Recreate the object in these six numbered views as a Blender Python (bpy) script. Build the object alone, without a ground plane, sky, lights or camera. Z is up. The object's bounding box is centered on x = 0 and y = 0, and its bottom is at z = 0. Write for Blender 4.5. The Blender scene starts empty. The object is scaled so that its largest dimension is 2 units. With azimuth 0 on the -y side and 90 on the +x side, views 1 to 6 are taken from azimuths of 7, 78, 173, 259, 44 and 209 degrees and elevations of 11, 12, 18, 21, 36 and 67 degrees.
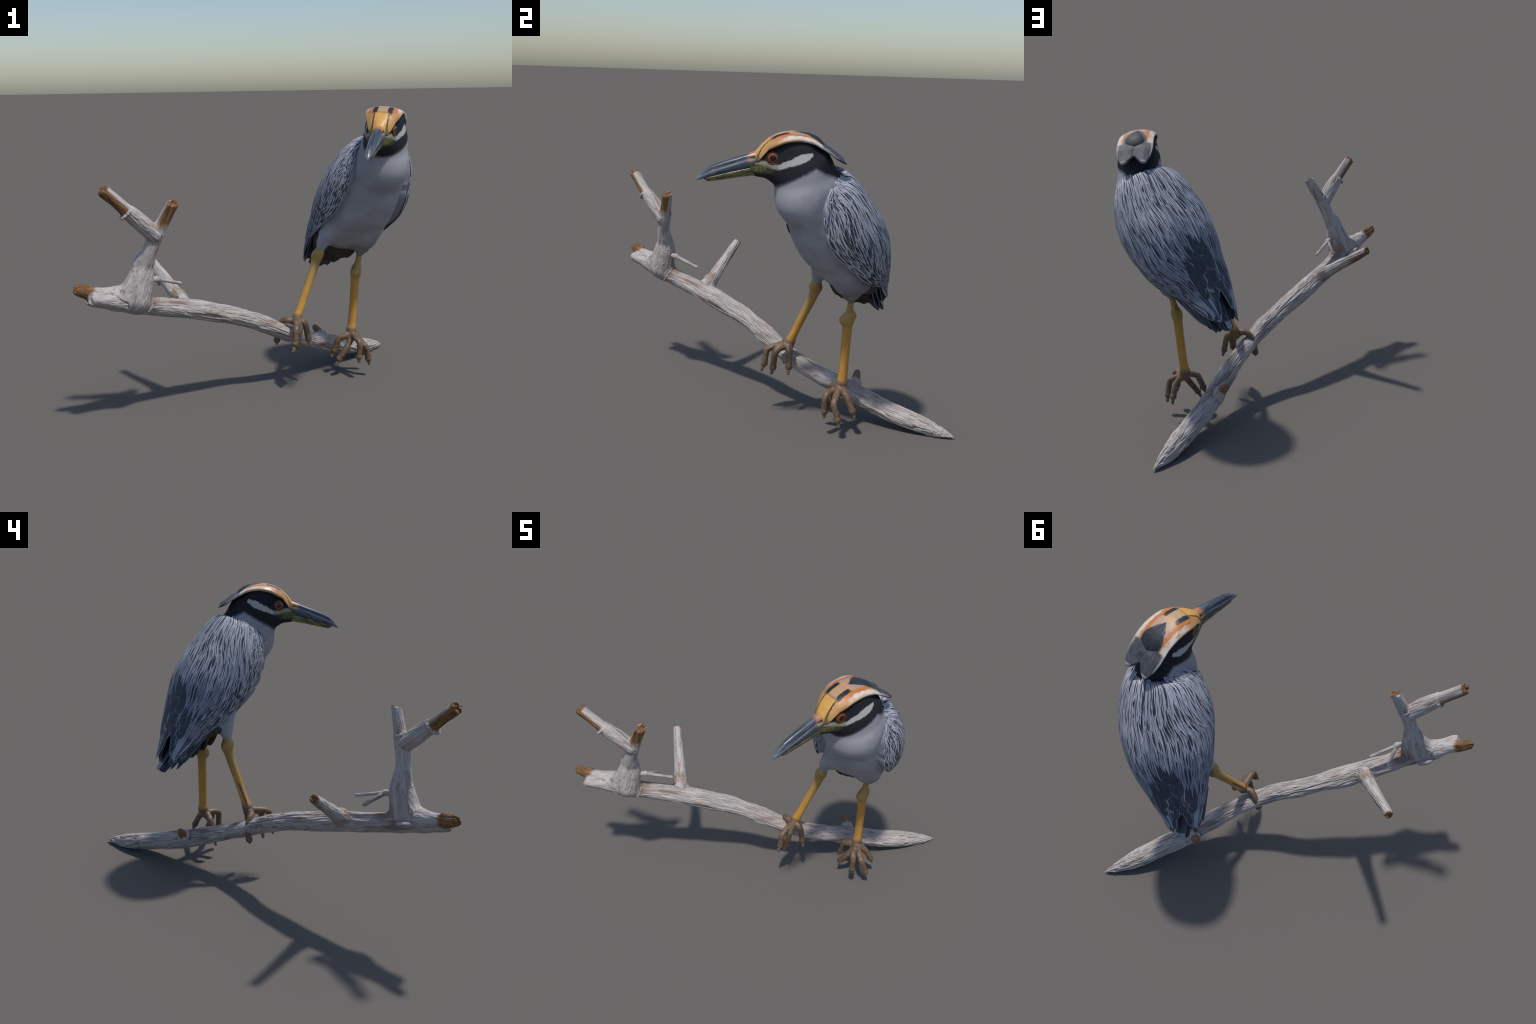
# A night heron perched on a driftwood branch, built procedurally.
import bpy, math, random
import numpy as np
from mathutils import Vector

rng = np.random.default_rng(11)
random.seed(11)
A = np.array

# ------------------------------------------------------------------ utilities
def unit(v):
    v = np.asarray(v, float)
    return v / np.maximum(np.linalg.norm(v, axis=-1, keepdims=True), 1e-9)

def catmull(P, t):
    """Catmull-Rom interpolation of the rows of P at (fractional) row t."""
    P = np.asarray(P, float)
    n = len(P)
    t = np.asarray(t, float)
    i = np.clip(np.floor(t).astype(int), 0, n - 2)
    f = (t - i)[..., None]
    g = lambda k: P[np.clip(k, 0, n - 1)]
    p0, p1, p2, p3 = g(i - 1), g(i), g(i + 1), g(i + 2)
    return .5 * (2 * p1 + (p2 - p0) * f + (2 * p0 - 5 * p1 + 4 * p2 - p3) * f ** 2
                 + (3 * p1 - p0 - 3 * p2 + p3) * f ** 3)

def resample(P, m):
    return catmull(P, np.linspace(0, len(P) - 1, m))

def smoothstep(x, a, b):
    t = np.clip((x - a) / (b - a), 0, 1)
    return t * t * (3 - 2 * t)

def hash3(i, j, k, seed):
    h = (i * 374761393 + j * 668265263 + k * 2147483647 + seed * 144665) & 0xffffffff
    h = ((h ^ (h >> 13)) * 1274126177) & 0xffffffff
    h = ((h ^ (h >> 16)) * 2246822519) & 0xffffffff
    return ((h ^ (h >> 15)) & 0xffffff) / float(0xffffff) * 2 - 1

def vnoise(P, seed=0):
    P = np.asarray(P, float)
    I = np.floor(P).astype(np.int64)
    f = P - I
    f = f * f * f * (f * (f * 6 - 15) + 10)
    r = 0
    for dx in (0, 1):
        for dy in (0, 1):
            for dz in (0, 1):
                w = (f[:, 0] if dx else 1 - f[:, 0]) * (f[:, 1] if dy else 1 - f[:, 1]) * (f[:, 2] if dz else 1 - f[:, 2])
                r = r + w * hash3(I[:, 0] + dx, I[:, 1] + dy, I[:, 2] + dz, seed)
    return r

def fbm(P, seed=0, octs=3):
    return sum(vnoise(np.asarray(P) * 2 ** o + 17 * o, seed + o) * .5 ** o for o in range(octs))

def smin(a, b, k):
    h = np.clip(.5 + .5 * (b - a) / k, 0, 1)
    return b * (1 - h) + a * h - k * h * (1 - h)

def chain_sdf(P, pts, rad, flat=0.):
    """Distance to a tapered tube through pts; returns distance and index of nearest link + fraction."""
    pts = np.asarray(pts, float); rad = np.asarray(rad, float)
    best = np.full(len(P), 9.)
    par = np.zeros(len(P))
    n = len(pts) - 1
    step = max(3, int(math.ceil(n / 8)))
    groups = [(i, min(i + step, n)) for i in range(0, n, step)]
    box = []
    for g0, g1 in groups:        # bounding boxes let far links be skipped
        q, r = pts[g0:g1 + 1], rad[g0:g1 + 1]
        lo, hi = q.min(0), q.max(0)
        o = np.maximum(np.maximum(lo - P, P - hi), 0)
        box.append(np.sqrt((o * o).sum(1)) - r.max())
        c = P - q[len(q) // 2]
        best = np.minimum(best, np.sqrt((c * c).sum(1)) * (1 + flat) - r[len(q) // 2] + 1e-6)
    for (g0, g1), bd in zip(groups, box):
        k = np.where(bd <= best)[0]
        if not len(k): continue
        Q = P[k]; bk = best[k]; pk = par[k]
        for i in range(g0, g1):
            a, b = pts[i], pts[i + 1]
            ab = b - a
            q = Q - a
            t = np.clip((q @ ab) / (ab @ ab), 0, 1)
            v = q - t[:, None] * ab
            if flat:
                up = A([0, 0, 1.]) - unit(ab) * unit(ab)[2]
                up = unit(up)
                v = v + np.outer((v @ up) * flat, up)
            d = np.sqrt(np.einsum('ij,ij->i', v, v)) - (rad[i] + t * (rad[i + 1] - rad[i]))
            m = d <= bk
            bk = np.where(m, d, bk)
            pk = np.where(m, i + t, pk)
        best[k] = bk; par[k] = pk
    return best, par

def grad(f, P, e=.0015):
    k = A([[1, -1, -1], [-1, -1, 1], [-1, 1, -1], [1, 1, 1.]])
    return unit(sum(np.outer(f(P + e * kk), kk) for kk in k))

def surface_nets(f, lo, hi, h):
    """Mesh the zero set of f (numpy naive surface nets, evaluated only near the surface)."""
    lo = np.asarray(lo, float); hi = np.asarray(hi, float)
    nb = 6
    nblk = np.ceil((hi - lo) / (h * nb)).astype(int)
    n = nblk * nb
    ax = [lo[d] + h * nb * (np.arange(nblk[d]) + .5) for d in range(3)]
    C = np.stack(np.meshgrid(*ax, indexing='ij'), -1).reshape(-1, 3)
    dc = f(C)
    V = np.repeat(np.repeat(np.repeat(dc.reshape(nblk), nb, 0), nb, 1), nb, 2).astype(np.float32)
    near = np.where(np.abs(dc) < h * nb * 1.25)[0]
    off = np.stack(np.meshgrid(*[np.arange(nb)] * 3, indexing='ij'), -1).reshape(-1, 3)
    bi = np.stack(np.unravel_index(near, nblk), -1)
    G = (bi[:, None] * nb + off[None]).reshape(-1, 3)
    V[G[:, 0], G[:, 1], G[:, 2]] = f(lo + G * h)
    ins = V < 0
    cs = np.zeros(tuple(n - 1), np.int8)
    for dx in (0, 1):
        for dy in (0, 1):
            for dz in (0, 1):
                cs += ins[dx:n[0] - 1 + dx, dy:n[1] - 1 + dy, dz:n[2] - 1 + dz]
    cells = np.argwhere((cs > 0) & (cs < 8))
    idx = np.full(tuple(n - 1), -1, np.int64)
    idx[tuple(cells.T)] = np.arange(len(cells))
    cor = A([[a, b, c] for a in (0, 1) for b in (0, 1) for c in (0, 1)])
    val = np.stack([V[tuple((cells + c).T)] for c in cor], 1).astype(float)
    acc = np.zeros((len(cells), 3)); cnt = np.zeros(len(cells))
    for i in range(8):
        for j in range(i + 1, 8):
            if np.abs(cor[i] - cor[j]).sum() == 1:
                m = (val[:, i] < 0) != (val[:, j] < 0)
                t = val[:, i] / np.where(m, val[:, i] - val[:, j], 1)
                acc += np.where(m[:, None], cor[i] + t[:, None] * (cor[j] - cor[i]), 0); cnt += m
    P = lo + h * (cells + acc / cnt[:, None])
    quads = []
    for d in range(3):
        e1, e2 = (d + 1) % 3, (d + 2) % 3
        s0 = [slice(None)] * 3; s1 = [slice(None)] * 3
        s0[d] = slice(0, -1); s1[d] = slice(1, None)
        E = np.argwhere(ins[tuple(s0)] != ins[tuple(s1)])
        E = E[(E[:, e1] > 0) & (E[:, e2] > 0) & (E[:, e1] < n[e1] - 1) & (E[:, e2] < n[e2] - 1)]
        c = []
        for a, b in ((1, 1), (0, 1), (0, 0), (1, 0)):
            q = E.copy(); q[:, e1] -= a; q[:, e2] -= b
            c.append(idx[tuple(q.T)])
        q = np.stack(c, 1)
        flip = ~ins[tuple(E.T)]
        q[flip] = q[flip][:, ::-1]
        quads.append(q)
    F = np.concatenate(quads)
    return P, F[(F >= 0).all(1)]

def new_mesh(name, P, F, smooth=True):
    me = bpy.data.meshes.new(name)
    me.from_pydata([tuple(p) for p in np.asarray(P, float)], [], [tuple(int(i) for i in f) for f in F])
    if smooth:
        me.polygons.foreach_set('use_smooth', [True] * len(me.polygons))
    me.update()
    return me

def subdivide(P, F):
    me = new_mesh('tmp', P, F)
    ob = bpy.data.objects.new('tmp', me)
    bpy.context.scene.collection.objects.link(ob)
    md = ob.modifiers.new('s', 'SUBSURF'); md.levels = 1; md.render_levels = 1
    dg = bpy.context.evaluated_depsgraph_get()
    ev = ob.evaluated_get(dg).to_mesh()
    Q = np.empty(len(ev.vertices) * 3); ev.vertices.foreach_get('co', Q)
    G = np.empty(len(ev.polygons) * 4, int); ev.loops.foreach_get('vertex_index', G)
    ob.evaluated_get(dg).to_mesh_clear()
    bpy.data.objects.remove(ob); bpy.data.meshes.remove(me)
    return Q.reshape(-1, 3), G.reshape(-1, 4)

def organic(f, lo, hi, h, sub=1):
    P, F = surface_nets(f, lo, hi, h)
    for s in range(sub):
        P, F = subdivide(P, F)
    for _ in range(2):
        d = f(P)
        P = P - grad(f, P) * np.clip(d, -.01, .01)[:, None] * .9
    return P, F

def vertex_normals(P, F):
    F = np.asarray(F)
    N = np.cross(P[F[:, 2]] - P[F[:, 0]], P[F[:, 3]] - P[F[:, 1]])
    out = np.zeros_like(P)
    for k in range(4):
        np.add.at(out, F[:, k], N)
    return unit(out)

COL = bpy.context.scene.collection
def thing(name, loc, label, cat):
    e = bpy.data.objects.new(name, None)
    e.location = loc; e.empty_display_size = .1
    e['label'] = label; e['category'] = cat
    COL.objects.link(e)
    return e

ROOT_LOC = {}
def add(name, me, parent, mats):
    ob = bpy.data.objects.new(name, me)
    for m in (mats if isinstance(mats, (list, tuple)) else [mats]):
        if len(me.materials) < (len(mats) if isinstance(mats, (list, tuple)) else 1):
            me.materials.append(m)
    COL.objects.link(ob)
    ob.parent = parent
    if parent is not None and parent.type == 'EMPTY':
        ob.matrix_parent_inverse.translation = -parent.location
    return ob

def split(P, F, N, labels, spec, parent):
    """Separate one surface into named objects by face label, keeping the whole surface's normals."""
    out = {}
    for key, (name, mat, par) in spec.items():
        sel = F[labels == key]
        if not len(sel):
            continue
        used, inv = np.unique(sel.ravel(), return_inverse=True)
        me = new_mesh(name, P[used], inv.reshape(-1, 4))
        ob = add(name, me, par(out) if callable(par) else (par or parent), mat)
        me.normals_split_custom_set_from_vertices([tuple(v) for v in N[used]])
        out[key] = ob
    return out

# ------------------------------------------------------------------ node expressions
class X:
    """A value inside a shader tree, with arithmetic that makes Math nodes."""
    def __init__(s, m, sock): s.m, s.s = m, sock
    def _op(s, op, *o):
        n = s.m.nt.nodes.new('ShaderNodeMath'); n.operation = op
        for i, v in enumerate((s,) + o):
            if isinstance(v, X): s.m.nt.links.new(v.s, n.inputs[i])
            else: n.inputs[i].default_value = float(v)
        return X(s.m, n.outputs[0])
    def __add__(s, o): return s._op('ADD', o)
    __radd__ = __add__
    def __sub__(s, o): return s._op('SUBTRACT', o)
    def __rsub__(s, o): return (s * -1) + o
    def __mul__(s, o): return s._op('MULTIPLY', o)
    __rmul__ = __mul__
    def __truediv__(s, o): return s._op('DIVIDE', o)
    def min(s, o): return s._op('MINIMUM', o)
    def max(s, o): return s._op('MAXIMUM', o)
    def abs(s): return s._op('ABSOLUTE')
    def sqrt(s): return s._op('SQRT')
    def sin(s): return s._op('SINE')
    def clamp(s): return s.max(0.).min(1.)
    def step(s, a, b):
        n = s.m.nt.nodes.new('ShaderNodeMapRange'); n.interpolation_type = 'SMOOTHSTEP'
        s.m.nt.links.new(s.s, n.inputs['Value'])
        lo, hi, r = (a, b, (0., 1.)) if a < b else (b, a, (1., 0.))
        n.inputs['From Min'].default_value = lo; n.inputs['From Max'].default_value = hi
        n.inputs['To Min'].default_value = r[0]; n.inputs['To Max'].default_value = r[1]
        return X(s.m, n.outputs['Result'])

class Mat:
    def __init__(s, name, rough=.6, spec=.4):
        s.mat = bpy.data.materials.new(name); s.mat.use_nodes = True
        s.nt = s.mat.node_tree
        s.bsdf = s.nt.nodes['Principled BSDF']
        s.bsdf.inputs['Roughness'].default_value = rough
        s.bsdf.inputs['Specular IOR Level'].default_value = spec
        tc = s.nt.nodes.new('ShaderNodeTexCoord')
        s.P = tc.outputs['Object']
    def dot(s, axis, origin=(0, 0, 0)):
        """Signed distance of the shading point along an axis from an origin."""
        n = s.nt.nodes.new('ShaderNodeVectorMath'); n.operation = 'DOT_PRODUCT'
        s.nt.links.new(s.P, n.inputs[0]); n.inputs[1].default_value = tuple(axis)
        return X(s, n.outputs['Value']) - float(np.dot(axis, origin))
    def comb(s, x, y, z):
        n = s.nt.nodes.new('ShaderNodeCombineXYZ')
        for i, v in enumerate((x, y, z)):
            if isinstance(v, X): s.nt.links.new(v.s, n.inputs[i])
            else: n.inputs[i].default_value = v
        return n.outputs[0]
    def noise(s, scale, detail=4., vec=None, rough=.55, dist=0.):
        n = s.nt.nodes.new('ShaderNodeTexNoise')
        s.nt.links.new(vec if vec is not None else s.P, n.inputs['Vector'])
        n.inputs['Scale'].default_value = scale; n.inputs['Detail'].default_value = detail
        n.inputs['Roughness'].default_value = rough; n.inputs['Distortion'].default_value = dist
        return X(s, n.outputs['Fac'])
    def mix(s, a, b, fac):
        n = s.nt.nodes.new('ShaderNodeMix'); n.data_type = 'RGBA'
        if isinstance(fac, X): s.nt.links.new(fac.s, n.inputs['Factor'])
        else: n.inputs['Factor'].default_value = fac
        for v, k in ((a, 6), (b, 7)):
            if isinstance(v, tuple): n.inputs[k].default_value = v + (1,) if len(v) == 3 else v
            else: s.nt.links.new(v, n.inputs[k])
        return n.outputs[2]
    def color(s, c):
        if isinstance(c, tuple): s.bsdf.inputs['Base Color'].default_value = c + (1,)
        else: s.nt.links.new(c, s.bsdf.inputs['Base Color'])
    def rough(s, x): s.nt.links.new(x.s, s.bsdf.inputs['Roughness'])
    def bump(s, h, dist=.002, strength=.6):
        n = s.nt.nodes.new('ShaderNodeBump')
        n.inputs['Strength'].default_value = strength; n.inputs['Distance'].default_value = dist
        s.nt.links.new(h.s, n.inputs['Height'])
        s.nt.links.new(n.outputs[0], s.bsdf.inputs['Normal'])

def frame_of(axis):
    a = unit(axis)
    e1 = unit(np.cross(a, [0, 0, 1.] if abs(a[2]) < .9 else [1., 0, 0]))
    return a, e1, np.cross(a, e1)

# ------------------------------------------------------------------ shared frames
# body: lofted egg shape. Rows: centre x, y, z, half width, half depth, from neck to tail.
BODY = A([[.824, -.052, 1.662, .105, .148], [.80, -.015, 1.571, .190, .205], [.751, .07, 1.48, .247, .225],
          [.692, .154, 1.34, .276, .248], [.619, .251, 1.218, .264, .24], [.544, .332, 1.092, .232, .2],
          [.462, .415, .995, .187, .146], [.388, .495, .878, .136, .092], [.319, .588, .757, .079, .039]])
for _ in range(1):      # ease small unevenness of the profile
    BODY[1:-1] = .86 * BODY[1:-1] + .07 * (BODY[:-2] + BODY[2:])
BODY[2:6, 3:] *= 1.015
def body_frame(t):
    t = np.asarray(t, float)
    Q = catmull(BODY, t)
    T = unit(catmull(BODY, np.clip(t + .05, 0, 8))[..., :3] - catmull(BODY, np.clip(t - .05, 0, 8))[..., :3])
    y = np.radians(8 + 26 * t / 8)
    l = np.stack([np.cos(y), np.sin(y), 0 * y], -1)
    l = unit(l - T * (l * T).sum(-1)[..., None])
    return Q[..., :3], T, l, np.cross(l, T), Q[..., 3], Q[..., 4]
BEX = 2.3
def body_surf(t, th):
    """Envelope point at spine position t and angle th (0 = back, + = bird's left, pi = belly)."""
    C, T, l, d, a, b = body_frame(t)
    c, s = np.cos(th), np.sin(th)
    r = (np.abs(s) ** BEX + np.abs(c) ** BEX) ** (-1 / BEX)
    return C + l * (a * s * r)[..., None] + d * (b * c * r)[..., None]
def body_normal(t, th):
    e = .02
    du = body_surf(np.clip(t + e, 0, 8), th) - body_surf(np.clip(t - e, 0, 8), th)
    dv = body_surf(t, th + e) - body_surf(t, th - e)
    return unit(np.cross(dv, du))
# outline of the folded wing: angle of its front / lower edge along the spine
WING_T = [.3, .42, .55, .8, 1.1, 1.6, 2.35, 3., 3.7, 4.5, 5., 5.5, 6.15, 6.75, 7.3, 7.6, 7.9]
WING_A = [40, 58, 76, 92, 110, 128, 135, 132, 127, 121, 113, 107, 102, 96, 86, 70, 50]
def wing_edge(t): return np.radians(np.interp(t, WING_T, WING_A))

# head frame: q runs back from the bill tip, v to the bird's left, w up
HF = A([-.16196656, -.98679625, 0.]); HL = A([.98438844, -.16157135, -.06981478]); HU = A([.06889297, -.01130766, .99755997])
HO = A([.703, -.674, 1.75]) + HL * .017
def hp(q, v, w):
    q, v, w = np.broadcast_arrays(np.asarray(q, float), np.asarray(v, float), np.asarray(w, float))
    return HO - HF * q[..., None] + HL * v[..., None] + HU * w[..., None]

# ------------------------------------------------------------------ materials: bird
def head_coords(m):
    return m.dot(-HF, HO), m.dot(HL, HO), m.dot(HU, HO)

GRAY = (.265, .275, .325); BLACK = (.011, .013, .019)
def make_plumage():
    m = Mat('smooth_plumage', .75, .25)
    q, v, w = head_coords(m)
    n = m.noise(55, 4); fine = m.noise(240, 3); big = m.noise(6, 3)
    gray = m.mix((.285, .29, .325), (.345, .35, .385), big.step(.35, .65))
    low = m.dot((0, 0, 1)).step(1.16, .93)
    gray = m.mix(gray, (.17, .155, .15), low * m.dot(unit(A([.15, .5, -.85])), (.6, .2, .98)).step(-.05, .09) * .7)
    # black hood with a feathered lower border
    edge = ((q - .46) * .56 - .142).min((q - .67) * -.5 - .032) + (n - .5) * .024 + (fine - .5) * .012
    hood = (w - edge).step(-.018, .014)
    hood_c = m.mix(BLACK, (.02, .022, .03), n)
    c = m.mix(gray, hood_c, hood)
    # warm line along the lower border of the hood in front
    warm = (w - edge).abs().step(.012, .0) * q.step(.64, .5) * .35
    c = m.mix(c, (.12, .05, .055), warm)
    # white cheek stripe
    ax, ay, bx, by = .465, -.030, .632, .043
    L = math.hypot(bx - ax, by - ay)
    t = (((q - ax) * (bx - ax) + (w - ay) * (by - ay)) / (L * L)).clamp()
    dx = q - (t * (bx - ax) + ax); dy = w - (t * (by - ay) + ay)
    d = (dx * dx + dy * dy).sqrt() - t * .012 + t.step(.72, 1.02) * .013 + (n - .5) * .022
    c = m.mix(c, (.43, .43, .42), d.step(.0175, .0095))
    # pale lores running from the stripe to the bill, olive below
    t2 = ((q - .345) / .12).clamp()
    d2 = (w - (t2 * -.022 - .012)).abs() + (n - .5) * .012
    c = m.mix(c, (.32, .31, .22), d2.step(.022, .008) * q.step(.475, .44))
    olive = (w + .050 + (n - .5) * .02).abs().step(.036, .008) * (q + (n - .5) * .06).step(.455, .365)
    c = m.mix(c, m.mix((.165, .155, .055), (.06, .056, .03), m.noise(90, 3).step(.35, .7)), olive)
    m.color(c)
    m.bump(fine + n, .0012, .25)
    return m.mat

def make_cap():
    m = Mat('crown_and_crest', .38, .5)
    q, v, w = head_coords(m)
    n = m.noise(60, 4); b = m.noise(18, 3)
    va = v.abs()
    qq = q + (n - .5) * .02
    vv = v + (n - .5) * .012
    # yellow forehead fading to tan and orange behind
    c = m.mix((.60, .32, .075), (.47, .26, .10), (va + (b - .5) * .04).step(.035, .08))
    c = m.mix(c, (.34, .14, .045), m.noise(38, 5, m.comb(v, q * .4, w)).step(.50, .68) * va.step(.04, .07) * .7)
    c = m.mix(c, m.mix((.52, .17, .045), (.30, .09, .03), m.noise(70, 3, m.comb(v, q * .35, w)).step(.5, .72)), ((vv.abs() - .072).abs() + (n - .5) * .02).step(.026, .008) * qq.step(.41, .47) * qq.step(.70, .64))
    c = m.mix(c, (.42, .27, .20), qq.step(.505, .545) * vv.abs().step(.066, .05))
    # white streaky margin
    c = m.mix(c, m.mix((.62, .56, .49), (.45, .23, .12), m.noise(70, 3, m.comb(v, q * .35, w)).step(.48, .75)), (vv.abs() + (b - .5) * .03).step(.080, .090) * qq.step(.45, .52))
    c = m.mix(c, (.46, .33, .20), va.step(.102, .112) * qq.step(.62, .55))
    # tan central square between two black bars, thin dark lines to the bill
    inbar = qq.step(.408, .424) * qq.step(.523, .508)
    c = m.mix(c, (.45, .28, .15), inbar * vv.abs().step(.034, .030))
    c = m.mix(c, (.075, .06, .05), inbar * qq.step(.43, .415) * vv.abs().step(.03, .024) * .8)
    c = m.mix(c, (.013, .015, .022), qq.step(.40, .43) * qq.step(.523, .508) * (vv.abs() - .046).abs().step(.017, .012))
    c = m.mix(c, (.05, .04, .03), (vv.abs() - .045).abs().step(.006, .003) * qq.step(.43, .40))
    c = m.mix(c, (.11, .09, .06), q.step(.362, .345) * va.step(.03, .05))
    # blue-black nape patch
    ed = (q - .535) * .62 + (b - .5) * .035
    patch = (va - ed.min(.074)).step(.004, -.006) * qq.step(.53, .54)
    slate = m.mix((.030, .036, .050), (.016, .019, .028), q.step(.62, .70))
    c = m.mix(c, slate, patch)
    # grey plumes at the back with pale rims
    plume = m.mix((.036, .040, .052), (.080, .086, .10), m.noise(40, 3, m.comb(v * 3., q * .6, w)).step(.35, .65))
    plume = m.mix(plume, (.40, .37, .36), (va + (b - .5) * .02 - .108).step(-.008, .006) * .8)
    plume = m.mix(plume, (.36, .34, .34), (q - .822).step(0., .012) * .8)
    c = m.mix(c, plume, (q + (n - .5) * .02).step(.690, .705))
    m.color(c)
    m.bump(n, .0015, .3)
    m.rough(q.step(.5, .68) * .2 + .45)
    return m.mat

def make_bill(lower):
    m = Mat('lower_mandible_horn' if lower else 'upper_mandible_horn', .3, .55)
    q, v, w = head_coords(m)
    vec = m.comb(q * .10, v, w - q * .34)
    n = m.noise(160, 4, vec); b = m.noise(60, 3, vec)
    if lower:
        c = m.mix((.23, .215, .075), (.04, .044, .038), n.step(.36, .58))
        c = m.mix(c, (.27, .26, .05), (w - q * .24 + .16).step(.012, .0) * .7)
    else:
        c = m.mix((.034, .044, .066), (.09, .112, .148), n.step(.42, .7))
        c = m.mix(c, (.012, .014, .02), b.step(.6, .72) * .7)
        c = m.mix(c, (.16, .19, .21), q.step(.09, .0) * .6)
        o = (q + (b - .5) * .06).step(.280, .318) * (w - (q - .335) * .36).step(-.012, .008)
        ln = (w - q * .40 + .118 + (b - .5) * .006).abs().step(.0045, .0015) * q.step(.34, .28)
        c = m.mix(c, (.20, .215, .24), ln * .6)
        c = m.mix(c, (.42, .19, .08), o)
    m.color(c)
    m.bump(n * .6 + b, .0018, .35)
    return m.mat

def simple(name, c1, c2, scale=40, rough=.6, bump=.0012, spec=.4, stretch=None):
    m = Mat(name, rough, spec)
    vec = None
    if stretch is not None:
        a, e1, e2 = frame_of(stretch)
        vec = m.comb(m.dot(a) * .12, m.dot(e1), m.dot(e2))
    n = m.noise(scale, 4, vec); f = m.noise(scale * 4, 3, vec)
    m.color(m.mix(c1, c2, (n * .7 + f * .3).step(.35, .65)))
    if bump: m.bump(n + f * .5, bump, .5)
    return m.mat

AXIS = unit(A([-.45, .62, -.9]))
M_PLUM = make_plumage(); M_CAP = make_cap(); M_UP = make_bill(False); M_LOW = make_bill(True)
M_PALE = simple('feather_pale_fringe', (.31, .33, .395), (.48, .495, .56), 120, .7, .001, .3, AXIS)
M_DARK = simple('feather_dark_centre', (.020, .022, .030), (.058, .063, .083), 120, .6, .001, .3, AXIS)
M_MIDP = simple('feather_grey_fringe', (.18, .20, .255), (.29, .31, .38), 120, .7, .001, .3, AXIS)
M_DSL = simple('feather_dark_slate', (.020, .025, .038), (.05, .06, .085), 110, .6, .001, .3, AXIS)
M_TRIM = simple('feather_light_rim', (.27, .30, .37), (.40, .43, .50), 110, .65, .001, .3, AXIS)
M_SLATE = simple('feather_slate', (.022, .028, .045), (.06, .072, .105), 90, .55, .001, .35, AXIS)
M_RIM = simple('feather_grey_rim', (.095, .112, .15), (.18, .20, .255), 120, .65, .001, .3, AXIS)
M_BROWN = simple('undertail_brown', (.030, .026, .022), (.075, .066, .055), 60, .8, .002, .2)
M_TIP = simple('feather_grey_tip', (.22, .26, .31), (.27, .31, .36), 40, .6, .0005, .3)

def make_leg():
    m = Mat('yellow_leg_skin', .45, .45)
    z = m.dot((0, 0, 1))
    vec = m.comb(m.dot((1, 0, 0)), m.dot((0, 1, 0)), z * .15)
    n = m.noise(90, 4, vec); b = m.noise(25, 3)
    c = m.mix((.56, .28, .045), (.46, .235, .05), n.step(.35, .65))
    c = m.mix(c, (.36, .225, .065), z.step(.60, .80))
    # darker rings low on the shank; the two feet stand at different heights
    right = m.dot((.88, .47, 0), (.43, .15, 0)).step(-.02, .02)
    foot_z = z - (right * (.33 - .495) + .495)
    c = m.mix(c, (.17, .11, .065), (foot_z + (b - .5) * .05 + (n - .5) * .02).step(.045, -.01))
    # mesh fault of the original, painted as a slate sliver down the right shank's outside
    a_, b_ = A([.300, .085, .66]), A([.243, .028, .505]); ax_ = unit(b_ - a_)
    off = m.dot(unit(np.cross(ax_, [-.85, .25, .3])), a_); al = m.dot(ax_, a_)
    side = m.dot(unit(A([-.85, .35, .2])), a_)
    c = m.mix(c, (.055, .065, .115), (off + .004).abs().step(.0075, .0045) * al.step(-.01, .04) * al.step(.20, .17) * side.step(.0, .008) * (1 - right))
    m.color(c); m.bump(n, .0012, .4)
    return m.mat
def make_foot():
    m = Mat('brown_foot_skin', .42, .45)
    n = m.noise(45, 4); b = m.noise(18, 3); f = m.noise(160, 3)
    c = m.mix((.125, .074, .040), (.20, .130, .082), n.step(.35, .65))
    up = m.nt.nodes.new('ShaderNodeNewGeometry')
    sep = m.nt.nodes.new('ShaderNodeSeparateXYZ'); m.nt.links.new(up.outputs['Normal'], sep.inputs[0])
    nz = X(m, sep.outputs[2])
    c = m.mix(c, (.17, .105, .018), b.step(.52, .7) * nz.step(.5, -.3) * .8)
    c = m.mix(c, (.07, .045, .028), f.step(.52, .68) * .8)
    m.color(c); m.bump(n + f * .8, .0035, .7)
    return m.mat
M_LEG = make_leg(); M_FOOT = make_foot()
M_CLAW = simple('claw_horn', (.13, .09, .05), (.23, .18, .125), 60, .35, .0005, .5)

def make_eye(c, ax):
    m = Mat('eye_amber', .12, .6)
    q = m.dot(-HF, c); w = m.dot(HU, c)
    r = (q * q + w * w).sqrt()
    n = m.noise(60, 3)
    col = m.mix((.008, .010, .014), (.40, .072, .010), (r + (n - .5) * .006).step(.0165, .020))
    col = m.mix(col, (.10, .02, .008), (r - .0245).abs().step(.0035, .001) * .7)
    col = m.mix(col, (.012, .012, .016), r.step(.0305, .0330))
    m.color(col)
    return m.mat

# ------------------------------------------------------------------ the bird
bird = thing('night_heron', (.45, .15, .08), 'grey night heron with black head, orange crown, yellow legs', 'wading bird')

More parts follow.
